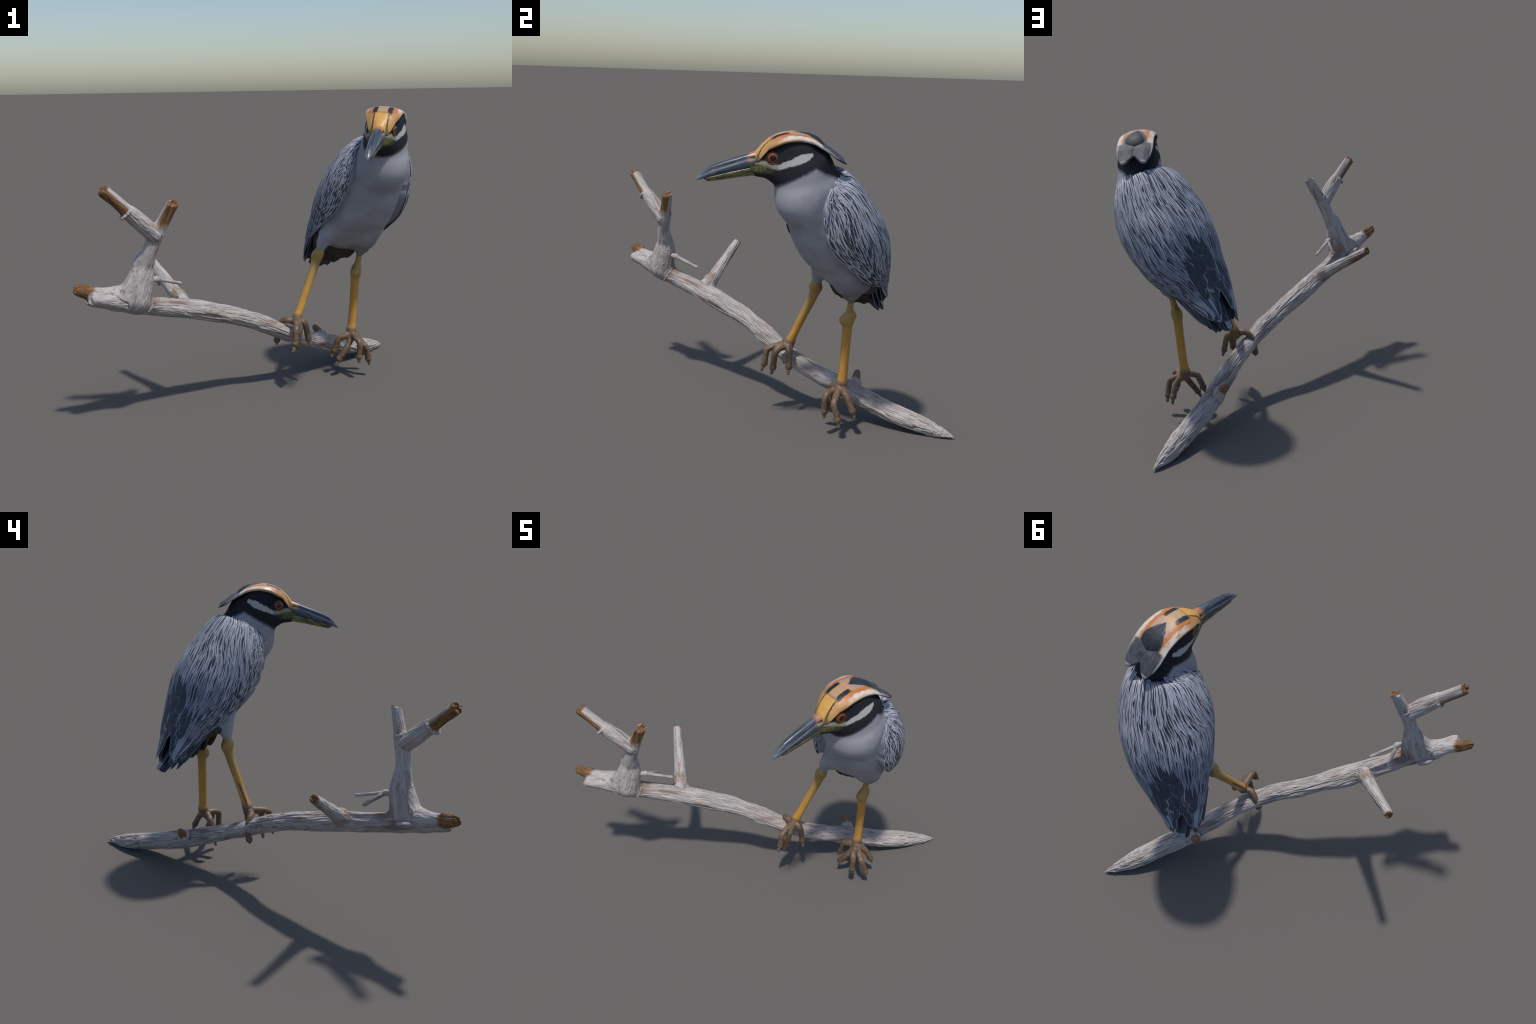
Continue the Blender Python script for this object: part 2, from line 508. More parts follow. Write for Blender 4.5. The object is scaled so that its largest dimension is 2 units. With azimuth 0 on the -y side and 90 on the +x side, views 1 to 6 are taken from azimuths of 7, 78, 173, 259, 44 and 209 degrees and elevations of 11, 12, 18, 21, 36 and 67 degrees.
# --- body surface: torso + neck + head + thighs as one skin
NB = 64
tb = np.linspace(0, 8, NB)
bC, bT, bl, bd, ba, bb = body_frame(tb)
bV = np.linalg.norm(np.gradient(bC, axis=0), axis=1) / (tb[1] - tb[0])
def torso_sdf(P):
    # section whose plane passes through the point (nearest one if there are several)
    G = P @ bT.T - (bC * bT).sum(1)
    d2 = (P ** 2).sum(1)[:, None] - 2 * P @ bC.T + (bC ** 2).sum(1)
    cr = (G[:, :-1] >= 0) & (G[:, 1:] < 0)
    dm = np.where(cr, d2[:, :-1], 99.)
    i = dm.argmin(1); r_ = np.arange(len(P))
    none = dm[r_, i] > 50
    f = np.clip(G[r_, i] / np.where(none, 1, G[r_, i] - G[r_, i + 1]), 0, 1)
    i = np.where(none, np.where(d2[:, 0] < d2[:, -1], 0, NB - 2), i)
    f = np.where(none, np.where(i == 0, 0., 1.), f)
    tt = (i + f) * 8 / (NB - 1); f = f[:, None]
    L = lambda M: M[i] * (1 - f) + M[i + 1] * f
    C, T, l, dd = L(bC), unit(L(bT)), unit(L(bl)), unit(L(bd))
    a = ba[i] * (1 - f[:, 0]) + ba[i + 1] * f[:, 0]; b = bb[i] * (1 - f[:, 0]) + bb[i + 1] * f[:, 0]
    q = P - C
    u = (q * l).sum(1); v = (q * dd).sum(1); w = (q * T).sum(1)
    th = np.arctan2(u / a, v / b)
    # the part hidden under the wings is a little slimmer than the envelope
    over = np.abs(th) - wing_edge(tt)
    cov = 1 - smoothstep(over, -.05, .48 * (1 - .3 * smoothstep(tt, 4.5, 6)))
    sc = 1 - (.115 + .16 * smoothstep(tt, 6., 8.)) * cov * smoothstep(tt, .2, 1.2) - .55 * smoothstep(tt, 5.8, 7.8)
    a = a * sc; b = b * sc
    m = np.minimum(a, b)
    end = (tt <= 0) | (tt >= 8)
    w = np.where(end, w / np.minimum(m, .1), 0)
    g = (np.abs(u / a) ** BEX + np.abs(v / b) ** BEX + np.abs(w) ** BEX) ** (1 / BEX)
    return (g - 1) * m * .9

# head: rows q, centre height, half width, half height
HEAD = A([[.325, -.035, .040, .062], [.35, -.030, .052, .073], [.39, -.013, .074, .095], [.43, -.008, .087, .115], [.48, .000, .099, .134],
          [.53, .004, .108, .140], [.58, .006, .114, .134], [.63, .004, .114, .124], [.68, -.025, .104, .088]])
HR = resample(HEAD, 50)
def head_sdf(P):
    r = P - HO
    q, v, w = r @ -HF, r @ HL, r @ HU
    qq = np.clip(q, HR[0, 0], HR[-1, 0])
    c = np.interp(qq, HR[:, 0], HR[:, 1]); a = np.interp(qq, HR[:, 0], HR[:, 2]); b = np.interp(qq, HR[:, 0], HR[:, 3])
    e = (q - qq) / .045
    p = 2.5 + 1.3 * smoothstep((w - c) / b, .1, .5) * smoothstep(qq, .45, .52)
    g = (np.abs(v / a) ** p + np.abs((w - c) / b) ** p + np.abs(e) ** p) ** (1 / p)
    return (g - 1) * np.minimum(a, b) * .9

NECK = A([[.815, -.085, 1.735, .100], [.832, -.045, 1.68, .112], [.826, -.025, 1.60, .135]])
# the two thighs: tapering feathered cones
THIGH = {'left': ([(.715, .225, 1.08), (.700, .255, 1.0), (.680, .283, .935), (.664, .292, .872)], [.105, .084, .056, .021]),
         'right': ([(.500, .165, 1.09), (.450, .152, 1.035), (.416, .149, .985), (.396, .147, .932)], [.075, .058, .044, .028])}
def skin_sdf(P):
    d = torso_sdf(P)
    d = smin(d, head_sdf(P), .085)
    n, _ = chain_sdf(P, NECK[:, :3], NECK[:, 3])
    d = smin(d, n, .07)
    d = smin(d, np.linalg.norm(P - A([.792, -.077, 1.525]), axis=1) - .150, .05)   # full breast
    for k in THIGH:
        c, _ = chain_sdf(P, A(THIGH[k][0]), THIGH[k][1])
        d = smin(d, c, .045)
    return d

P, F = organic(skin_sdf, (.18, -.42, .66), (1.06, .70, 1.96), .0105, 1)
# relax the skin so that the merged volumes flow into each other (legs and bill base keep their shape)
keep = smoothstep(P[:, 2], 1.0, 1.12) * smoothstep((P - HO) @ -HF, .40, .47)
Fa = np.asarray(F); deg = np.zeros(len(P))
np.add.at(deg, Fa.ravel(), 2)
for _ in range(40):
    acc = np.zeros_like(P)
    for k in range(4):
        np.add.at(acc, Fa[:, k], P[Fa[:, (k + 1) % 4]] + P[Fa[:, (k + 3) % 4]])
    P = P + (acc / deg[:, None] - P) * (.6 * keep)[:, None]
N = vertex_normals(P, F)
fc = P[F].mean(1)
hq = (fc - HO) @ -HF; hw = (fc - HO) @ HU
lab = np.zeros(len(F), int)                                    # 0 torso
nk = hw - np.minimum((hq - .46) * .56 - .142, (hq - .67) * -.5 - .032)
lab[nk > 0] = 2                                                # neck
lab[(nk > 0) & (hq < .66) & (hw > -.13 + (hq - .45) * .5)] = 1  # head
for i, k in enumerate(THIGH):
    d, _ = chain_sdf(fc, A(THIGH[k][0])[1:], THIGH[k][1][1:])
    lab[(d < .008) & (fc[:, 2] < 1.03 + .05 * i)] = 3 + i
ut = A([-.30, .55, -.15]); ut = unit(ut)
lab[((fc - A([.50, .27, .93])) @ ut > 0) & (fc[:, 2] < 1.05) & (lab == 0)] = 5
kk_ = ((fc[:, None] - bC[None]) ** 2).sum(-1).argmin(1)
lab[(((fc - bC[kk_]) * bd[kk_]).sum(1) > -.02) & (lab == 5)] = 0
lab[(lab == 0) & (kk_ > NB * .66)] = 6
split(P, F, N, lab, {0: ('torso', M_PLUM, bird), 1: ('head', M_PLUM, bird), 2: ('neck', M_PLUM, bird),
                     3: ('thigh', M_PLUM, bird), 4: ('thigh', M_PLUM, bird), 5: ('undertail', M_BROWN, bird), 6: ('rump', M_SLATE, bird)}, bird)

# --- bill: two mandibles lofted in the head frame
def loft(name, rows, parent, mat, closed_tip=True):
    """rows: list of rings (k,3); quads between rings, fans at the ends."""
    R = A(rows); n, k = R.shape[:2]
    V = R.reshape(-1, 3); Fq = []
    for i in range(n - 1):
        for j in range(k):
            Fq.append((i * k + j, i * k + (j + 1) % k, (i + 1) * k + (j + 1) % k, (i + 1) * k + j))
    V = np.vstack([V, R[0].mean(0), R[-1].mean(0)])
    for j in range(k):
        Fq.append((n * k, (j + 1) % k, j)); Fq.append((n * k + 1, (n - 1) * k + j, (n - 1) * k + (j + 1) % k))
    me = new_mesh(name, V, Fq)
    return add(name, me, parent, mat)

TOP = A([[0, -.136], [.006, -.122], [.015, -.109], [.04, -.082], [.083, -.051], [.133, -.029], [.197, -.005], [.24, .010], [.282, .025], [.335, .042], [.37, .05]])
GAPE = A([[0, -.1365], [.05, -.121], [.114, -.104], [.199, -.080], [.284, -.059], [.351, -.041], [.37, -.037]])
LOWR = A([[.048, -.124], [.056, -.132], [.075, -.138], [.157, -.125], [.242, -.109], [.31, -.099], [.37, -.097]])
WID = A([[0, .003], [.006, .010], [.015, .0155], [.04, .0215], [.08, .026], [.15, .031], [.25, .037], [.335, .044], [.37, .046]])
ang = np.linspace(0, 2 * np.pi, 40, endpoint=False)
rows = []
for q in np.concatenate([[0, .003, .007, .013, .02], np.linspace(.03, .37, 40)]):
    top = np.interp(q, *TOP.T); gp = np.interp(q, *GAPE.T); wd = np.interp(q, *WID.T)
    cz = gp + (top - gp) * .30
    c, s = np.cos(ang), np.sin(ang)
    up = s > 0
    x = np.sign(c) * np.abs(c) ** np.where(up, .95, .6) * wd
    z = cz + np.where(up, np.abs(s) ** 1.15 * (top - cz), -np.abs(s) ** .7 * (cz - gp))
    # nasal groove running along each flank
    groove = np.exp(-((s - .55) / .13) ** 2) * .0062 * smoothstep(q, .02, .10) * np.where(up, 1, 0)
    x = x - np.sign(c) * groove
    rows.append(hp(q, x - .006 * (1 - q / .37), z))
loft('upper_mandible', rows[::-1], bird, M_UP)
rows = []
for q in np.concatenate([[.048, .05, .054, .06], np.linspace(.07, .37, 36)]):
    gp = np.interp(q, *GAPE.T) + .004; lo = np.interp(q, *LOWR.T); wd = np.interp(q, *WID.T) * .90
    wd *= np.clip((q - .044) / .02, .15, 1) ** .5
    c, s = np.cos(ang), np.sin(ang)
    x = np.sign(c) * np.abs(c) ** .7 * wd
    z = gp + np.where(s > 0, 0.0, -np.abs(s) ** .9 * (gp - lo))
    rows.append(hp(q, x - .006 * (1 - q / .37), z))
loft('lower_mandible', rows[::-1], bird, M_LOW)

# --- eyes
def ellipsoid(name, c, axes, radii, parent, mat, nu=40, nv=24):
    V, Fq = [], []
    for i in range(nv + 1):
        ph = math.pi * i / nv
        for j in range(nu):
            la = 2 * math.pi * j / nu
            V.append(c + axes[2] * radii[2] * math.cos(ph) + (axes[0] * radii[0] * math.cos(la) + axes[1] * radii[1] * math.sin(la)) * math.sin(ph))
    for i in range(nv):
        for j in range(nu):
            Fq.append((i * nu + j, i * nu + (j + 1) % nu, (i + 1) * nu + (j + 1) % nu, (i + 1) * nu + j))
    return add(name, new_mesh(name, V, Fq), parent, mat)
M_LID = simple('eyelid_dark', (.015, .016, .02), (.05, .045, .035), 80, .5)
for sgn in (1, -1):
    c = hp(.428, sgn * .0800, .018)
    nrm = unit(HL * sgn * .97 + HF * .20 + HU * .0)
    e1 = unit(HF - nrm * (HF @ nrm)); e2 = np.cross(nrm, e1)
    eye = ellipsoid('eye', c, (e1, e2, nrm), (.0325, .0325, .0130), bird, make_eye(c, nrm))
    # lid: a ring around the eye
    V, Fq = [], []
    K = 40
    for i in range(K):
        a_ = 2 * math.pi * i / K
        o = e1 * math.cos(a_) + e2 * math.sin(a_)
        for j in range(8):
            b_ = 2 * math.pi * j / 8
            V.append(c + o * (.0335 + .0042 * math.cos(b_)) + nrm * (.0035 + .0055 * math.sin(b_)))
    for i in range(K):
        for j in range(8):
            Fq.append((i * 8 + j, ((i + 1) % K) * 8 + j, ((i + 1) % K) * 8 + (j + 1) % 8, i * 8 + (j + 1) % 8))
    add('eyelid', new_mesh('eyelid', V, Fq), bird, M_LID)

# --- crown cap: a shell with an overhanging rim that runs back into two plume lobes
CT = A([[.332, .040], [.345, .055], [.366, .080], [.407, .117], [.449, .140], [.491, .152], [.534, .156], [.577, .153], [.62, .147], [.663, .127],
        [.699, .097], [.741, .074], [.785, .041], [.840, .000]])
CE = A([[.332, -.010], [.345, -.006], [.365, .018], [.404, .070], [.445, .094], [.487, .114], [.528, .123], [.57, .127], [.612, .123], [.654, .112], [.698, .088],
        [.741, .060], [.785, .021], [.840, -.014]])
CW = A([[.332, .044], [.345, .054], [.365, .071], [.404, .092], [.445, .106], [.487, .113], [.528, .116], [.57, .117], [.654, .118], [.741, .121], [.80, .122], [.835, .122]])
nq, nv_ = 90, 49
top, bot = [], []
for i in range(nq):
    s = i / (nq - 1)
    row_t, row_b = [], []
    for j in range(nv_):
        v = -1 + 2 * j / (nv_ - 1)
        # rear outline: two rounded lobes with a notch between them
        lobe = abs(abs(v) - .52) / .52 if abs(v) < .52 else (abs(v) - .52) / .48
        qend = .840 - .055 * lobe ** 1.7 if abs(v) < .52 else .840 - .115 * lobe ** 2.3
        q = .332 + (qend - .332) * s
        tp, ed, wd = np.interp(q, *CT.T), np.interp(q, *CE.T), np.interp(q, *CW.T)
        x = math.copysign(abs(v) ** .92, v) * wd
        z = ed + (tp - ed) * (1 - abs(v) ** 2.6)
        # shallow furrow between the plume lobes
        z -= .005 * smoothstep(q, .69, .76) * math.exp(-(v / .09) ** 2)
        z += .010 * smoothstep(q, .70, .76) * (1 - abs(abs(v) - .5) * 2) * .6
        row_t.append(hp(q, x, z))
        th = .006 + .007 * smoothstep(q, .37, .45) * (1 + .15 * smoothstep(q, .70, .80))
        row_b.append(hp(q, x * .965, z - th))
    top.append(row_t); bot.append(row_b)
T_ = A(top); B_ = A(bot)
V = np.vstack([T_.reshape(-1, 3), B_.reshape(-1, 3)])
off = nq * nv_
Fq = []
for i in range(nq - 1):
    for j in range(nv_ - 1):
        a = i * nv_ + j
        Fq.append((a, a + nv_, a + nv_ + 1, a + 1)); Fq.append((off + a, off + a + 1, off + a + nv_ + 1, off + a + nv_))
for i in range(nq - 1):
    a = i * nv_; b = a + nv_ - 1
    Fq.append((a, off + a, off + a + nv_, a + nv_)); Fq.append((b, b + nv_, off + b + nv_, off + b))
for j in range(nv_ - 1):
    a = j; b = (nq - 1) * nv_ + j
    Fq.append((a, a + 1, off + a + 1, off + a)); Fq.append((b, off + b, off + b + 1, b + 1))
me = new_mesh('crest', V, Fq)
crest = add('crest', me, bird, M_CAP)
# blue-black dome of crown feathers resting on the plumes
rows = []
DT = A([[.53, .153], [.56, .155], [.60, .152], [.63, .147], [.663, .136], [.685, .123], [.70, .110], [.712, .097], [.722, .082]])
for q in np.linspace(.535, .722, 30):
    f = (q - .535) / .187
    hwid = .079 * min(1, (f * 1.55) ** .9 + .02)
    if f > .8: hwid *= .45 + .55 * math.sqrt(max(0, 1 - ((f - .8) / .205) ** 2))
    tz = np.interp(q, *DT.T) + .0015
    dep = .016 + .012 * f
    a = np.linspace(0, 2 * np.pi, 32, endpoint=False)
    rows.append(hp(q, np.cos(a) * hwid, tz - dep + np.sin(a) * dep - .020 * np.abs(np.cos(a)) ** 2.2 * f))
M_DOME = simple('nape_blue_black', (.018, .021, .030), (.032, .037, .050), 30, .6)
loft('nape_plume', rows, bird, M_DOME)

# ------------------------------------------------------------------ wings and feathers
def flow(t, th):
    """Feather direction in (dt, dth): down the back, fanning toward the wing's lower edge over the shoulder."""
    e = wing_edge(t)
    w = np.clip(np.abs(th) / e, 0, 1)
    fan = .17 * smoothstep(w, .15, .7) * smoothstep(t, .8, 2.) * (1 - smoothstep(t, 3.6, 5.))
    ne = smoothstep(w, .70, .96) * (1 - smoothstep(t, 3.8, 5.2))
    fan = fan * (1 - ne) + ne * np.clip((wing_edge(t + .25) - wing_edge(t - .1)) / .35, -.4, 1.4)
    edge_follow = (wing_edge(t + .3) - wing_edge(t - .3)) / .6 * w * smoothstep(t, 3.8, 5.2)
    fan = fan + .16 * (np.sign(th) < 0) * smoothstep(w, .04, .25) * (1 - smoothstep(w, .6, .8)) * smoothstep(t, .5, 1.2) * (1 - smoothstep(t, 2.8, 4.))
    # near the end the blades gather into two pointed lobes
    tip = np.radians(45.) if np.sign(th) > 0 else np.radians(62.)
    pull = 1.1 * smoothstep(t, 6.0, 7.6) * (tip - np.abs(th))
    return 1., np.sign(th) * (fan + edge_follow * (1 - smoothstep(t, 6., 7.)) + pull)

_t = np.linspace(0, 8, 81); _h = np.linspace(0, np.pi, 46)
_TT, _HH = np.meshgrid(_t, _h, indexing='ij')
_S = body_surf(_TT.ravel(), _HH.ravel()).reshape(81, 46, 3)
SP_T = np.linalg.norm(np.gradient(_S, _t, axis=0), axis=-1).tolist(); SP_H = np.linalg.norm(np.gradient(_S, _h, axis=1), axis=-1).tolist()
def speed(t, th, dth):
    i = min(max(int(t * 10), 0), 80); j = min(int(abs(th) / math.pi * 45), 45)
    return max(math.hypot(SP_T[i][j], dth * SP_H[i][j]), .05)
def wing_lift(t, th):
    """The folded wing stands proud of the body toward its front edge."""
    w = np.abs(th) / wing_edge(t)
    return .0125 * smoothstep(w, .40, .85) * smoothstep(t, .25, .8) * (1 - smoothstep(t, 4.5, 6.2))
def feather_mesh(t0, th0, L, W, lift, col, shape='lance', skew=0., roll=.0, base=.001, ny=10, tip_pale=.8, dark=.4):
    """One feather laid along the body surface; returns vertices, faces, material ids."""
    ts, ths = [t0], [th0]
    step = L / (ny - 1)
    for _ in range(ny - 1):
        t, th = ts[-1], ths[-1]
        dt, dth = flow(t, th); dth += skew
        sp = speed(t, th, dth)
        ts.append(min(t + dt * step / sp, 7.98)); ths.append(th + dth * step / sp)
    ts, ths = A(ts), A(ths)
    P = body_surf(ts, ths); Nn = body_normal(ts, ths)
    P = P + Nn * wing_lift(ts, ths)[:, None]
    # past the tail end continue straight
    for i in range(1, ny):
        if np.linalg.norm(P[i] - P[i - 1]) < step * .5:
            P[i] = P[i - 1] + unit(P[i - 1] - P[max(i - 3, 0)]) * step; Nn[i] = Nn[i - 1]
    T = unit(np.gradient(P, axis=0)); S = unit(np.cross(Nn, T))
    y = np.linspace(0, 1, ny)
    if shape == 'lance':
        wp = np.sin(np.pi * np.clip(y * .80 + .20, 0, 1)) ** 1.05; wp[-1] = .03
    elif shape == 'round':
        wp = np.clip(.55 + .9 * y, 0, 1) * np.sqrt(np.clip(1 - np.clip((y - .72) / .285, 0, 1) ** 2.2, 0, 1)); wp[-1] = max(wp[-1], .12)
    else:
        wp = np.clip(.75 + .5 * y, 0, 1) * np.sqrt(np.clip(1 - np.clip((y - .80) / .205, 0, 1) ** 2, 0, 1)); wp[-1] = max(wp[-1], .15)
    # columns across the vane: the dark streak is a spindle that closes before the tip
    sp_ = np.sqrt(np.clip(1 - ((y - .42) / (tip_pale - .42 + .04)) ** 2, 0, 1)) * np.where(y > tip_pale, 0, 1)
    if col == 'slate': inner = [np.full(ny, .885), np.full(ny, .45), np.full(ny, .04)]
    elif col == 'strip': inner = [.58 - .30 * y, .34 - .2 * y, np.full(ny, .04)]
    else:
        d1 = np.maximum(dark * sp_, .03)
        inner = [np.maximum(.72, d1 + .1), d1, d1 * .35]
    cols = [-np.ones(ny)] + [-c for c in inner] + [c for c in inner[::-1]] + [np.ones(ny)]
    h = (base + lift * y ** 1.2) * (1 - .30 * smoothstep(y, .86, 1.) * (shape == 'lance'))
    V = np.empty((ny, 10, 3))
    for j, x in enumerate([cols[0]] + cols + [cols[-1]]):
        xx = x * wp * W * .5
        z = h - (xx ** 2) / .62 + roll * xx - .08 * np.abs(x) ** 3 * W * wp * .5
        if j in (0, 9): z = z - np.maximum(.0022, .7 * h)
        if j in (4, 5): z = z + .0005
        V[:, j] = P + S * xx[:, None] + Nn * z[:, None]
    Vf = V.reshape(-1, 3)
    Fq, mi = [], []
    for i in range(ny - 1):
        for j in range(9):
            a = i * 10 + j
            Fq.append((a, a + 1, a + 11, a + 10))
            k = j - 1
            yy = (i + .5) / (ny - 1)
            if col == 'streak':
                mi.append(1 if k in (2, 3, 4) and yy < tip_pale else 0)
            elif col == 'pale':
                mi.append(1 if k == 3 and yy < .7 else 0)
            elif col == 'slate':
                mi.append(0 if (k <= 0 or k >= 6 or yy > .965) else 1)
            elif col == 'strip':
                mi.append(1 if k in (1, 2, 4, 5) and yy < .97 else 0)
            else:
                mi.append(1)
    a = (ny - 1) * 10
    Fq.append(tuple(a + j for j in range(10))[::-1]); mi.append(0 if col != 'dark' else 1)
    return Vf, Fq, A(mi)

def make_feather(name, data, parent, mats):
    V, Fq, mi = data
    me = bpy.data.meshes.new(name)
    me.from_pydata([tuple(v) for v in V], [], Fq)
    for m in mats: me.materials.append(m)
    me.polygons.foreach_set('material_index', mi.astype(int))
    me.polygons.foreach_set('use_smooth', [True] * len(Fq))
    me.update()
    ob = bpy.data.objects.new(name, me); COL.objects.link(ob); ob.parent = parent
    if parent is not None and parent.type == 'EMPTY': ob.matrix_parent_inverse.translation = -parent.location
    return ob

def join(name, datas, parent, mats):
    Vs, Fs, Ms, o = [], [], [], 0
    for V, Fq, mi in datas:
        Vs.append(V); Fs += [tuple(i + o for i in f) for f in Fq]; Ms.append(mi); o += len(V)
    ob = make_feather(name, (np.vstack(Vs), Fs, np.concatenate(Ms)), parent, mats)
    ob['kind'] = 'stuff'
    return ob

# wing shells
wings = {}
for sgn, nm in ((1, 'wing'), (-1, 'wing')):
    nt_, nw = 110, 44
    tt = np.linspace(.22, 7.75, nt_)
    V = []
    for i, t in enumerate(tt):
        e = wing_edge(t)
        w = np.linspace(-.02, 1.09, nw)
        gather = smoothstep(t, 6.3, 7.75)
        tip = np.radians(45.) if sgn > 0 else np.radians(62.)
        th = sgn * (w * e * (1 - gather) + (tip + (w - .5) * (1.1 if sgn > 0 else .5)) * gather)
        p = body_surf(np.full(nw, t), th); nn = body_normal(np.full(nw, t), th)
        arc = (1 - w) * e * .24
        dep = -.0055 - .075 * (1 - smoothstep(arc, -.022, .016)) ** 1.6 - .05 * (1 - smoothstep(t, .22, .55)) - .02 * smoothstep(t, 7.4, 7.75)
        V.append(p + nn * (dep + wing_lift(np.full(nw, t), th))[:, None])
    V = A(V).reshape(-1, 3)
    Fq = []
    for i in range(nt_ - 1):
        for j in range(nw - 1):
            a = i * nw + j
            f = (a, a + 1, a + nw + 1, a + nw)
            Fq.append(f if sgn > 0 else f[::-1])
    M_SHELL = M_MIDP
    wings[sgn] = add(nm, new_mesh(nm, V, Fq), bird, [M_SHELL, M_SLATE])
    mi_ = np.zeros(len(Fq), int); mi_[int(len(Fq) * (4.9 - .22) / 7.53):] = 1
    jj = np.arange(len(Fq)) % (nw - 1); ii = np.arange(len(Fq)) // (nw - 1)
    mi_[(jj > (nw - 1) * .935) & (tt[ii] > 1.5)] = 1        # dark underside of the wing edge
    wings[sgn].data.polygons.foreach_set('material_index', mi_)

big, small = {1: [], -1: []}, {1: [], -1: []}
def arc_speed(t, th=0.6):
    return np.linalg.norm(body_surf(A(t + .05), A(th)) - body_surf(A(t - .05), A(th))) / .1
def radius_at(t):
    Q = catmull(BODY, A(t)); return .5 * (Q[3] + Q[4])

for sgn in (1, -1):
    # flight feathers: long blades in two tiers converging on the wing tip, lowest layer
    for tier, (tb0, n, Lb) in enumerate([(6.15, 11, .25), (4.75, 17, .33)]):
        for i in range(n):
            f = (i + .3) / n
            t0 = tb0 - (.5 if tier else .2) * f + rng.uniform(-.12, .12)
            th0 = sgn * wing_edge(t0) * (.10 + .88 * f)
            L = Lb + rng.uniform(-.02, .03) - (.05 if tier else 0) * (1 - f)
            big[sgn].append((feather_mesh(t0, th0, L, .040 if tier else .046, .0026, 'strip' if rng.uniform() < .5 else 'slate', 'blade', base=-.001 + .0012 * tier, ny=15, roll=.05 * sgn, skew=rng.uniform(-.012, .012)), 'flight_feather', 3))
    # tertials: a few broad dark feathers with thin pale rims nested over the lower back
    for r, (t0, W, L, ths_) in enumerate([(6.0, .065, .15, (8, 34)), (5.65, .080, .17, (12, 42)), (5.15, .095, .19, (6, 34)), (4.65, .10, .20, (13,)), (4.15, .085, .20, (8,))]):
        for a_ in ths_:
            th0 = sgn * np.radians(a_ + rng.uniform(-3, 3))
            big[sgn].append((feather_mesh(t0 + rng.uniform(-.12, .12), th0, L * rng.uniform(.92, 1.1), W * rng.uniform(.9, 1.1), .0030, 'slate', 'round', base=.0012 + .0004 * r, ny=15, roll=.04 * sgn), 'tertial', 3))
    # scapulars and back: long lanceolate plumes with dark streaks
    t = 5.5; row = 0
    while t > .12:
        spd = arc_speed(t)
        R = radius_at(t + .5)
        wmax = .66
        n = int(wmax * wing_edge(t + .4) * R / .0215)
        for j in range(n):
            f = (j + .5 * (row % 2) + rng.uniform(-.3, .3)) / max(n, 1)
            if t > 3.6 and f * wmax * wing_edge(t + .4) < np.radians(12 + 21 * (t - 3.6)): continue
            th0 = sgn * f * wmax * wing_edge(t + .4)
            tt_ = t + rng.uniform(-.2, .2)
            L = rng.uniform(.15, .25) * (.62 + .38 * smoothstep(A(t), .3, 1.8)); W = rng.uniform(.022, .036)
            c = 'streak' if rng.uniform() < .86 else 'pale'
            big[sgn].append((feather_mesh(max(tt_, .08), th0, L, W, .0022, c, 'lance', base=.0036, ny=13, roll=.035 * sgn, tip_pale=rng.uniform(.70, .97), dark=rng.choice([.14, .22, .32, .5]), skew=rng.uniform(-.03, .03)), 'scapular', 2 if t > 3.4 + rng.uniform(-1.1, 1.1) else 0))
        t -= .066 / spd; row += 1
    # wing coverts: small speckled feathers on the shoulder growing into streaks lower down
    t = 5.2 if sgn > 0 else 5.5; row = 0
    while t > .35:
        spd = arc_speed(t, 1.8)
        e = wing_edge(t); R = radius_at(t)
        w0 = .58
        n = int((1 - w0) * e * R / (.0180 if sgn > 0 else .0160))
        for j in range(n):
            w = w0 + (.985 - w0) * (j + .5 * (row % 2) + rng.uniform(-.25, .25)) / max(n, 1)
            gro = smoothstep(A(t), .8, 2.8) if sgn > 0 else smoothstep(A(t), 1.6, 4.4)
            L = ((.062 if sgn > 0 else .050) + .110 * gro) * rng.uniform(.85, 1.25); W = (.0185 + .0095 * gro) * rng.uniform(.8, 1.2)
            c = 'streak' if rng.uniform() < (.88 if t > 1.3 else (.45 if sgn > 0 else .75)) and t > .7 else 'pale'
            small[sgn].append((feather_mesh(t + rng.uniform(-.1, .1), sgn * w * e, L, W, .0022, c, 'lance', base=.0030, ny=11, roll=.04 * sgn, tip_pale=rng.uniform(.66, .95), dark=rng.choice([.25, .35, .5, .65]) * (1.15 if sgn < 0 else 1), skew=rng.uniform(-.04, .04)), 'covert', 0 if t < 3.8 + rng.uniform(-1.1, 1.1) else 2))
        t -= ((.030 if sgn > 0 else .024) + .026 * smoothstep(A(t), .8, 2.8)) / spd; row += 1

FE = ([M_PALE, M_DARK], [M_RIM, M_SLATE], [M_MIDP, M_DSL], [M_TRIM, M_SLATE])
named = 0
for sgn in (1, -1):
    rest = []
    for k, (d, nm, ms) in enumerate(big[sgn]):
        if nm != 'scapular' or k % 3 == 0:
            make_feather(nm, d, wings[sgn], FE[ms]); named += 1
        else:
            rest.append((d, ms))
    for g in (0, 2):
        join('scapular_plumage', [d for d, m_ in rest if m_ == g], wings[sgn], FE[g])
    for g in (0, 2):
        join('covert_plumage', [d for d, _, m_ in small[sgn] if m_ == g], wings[sgn], FE[g])
print('named feathers', named)

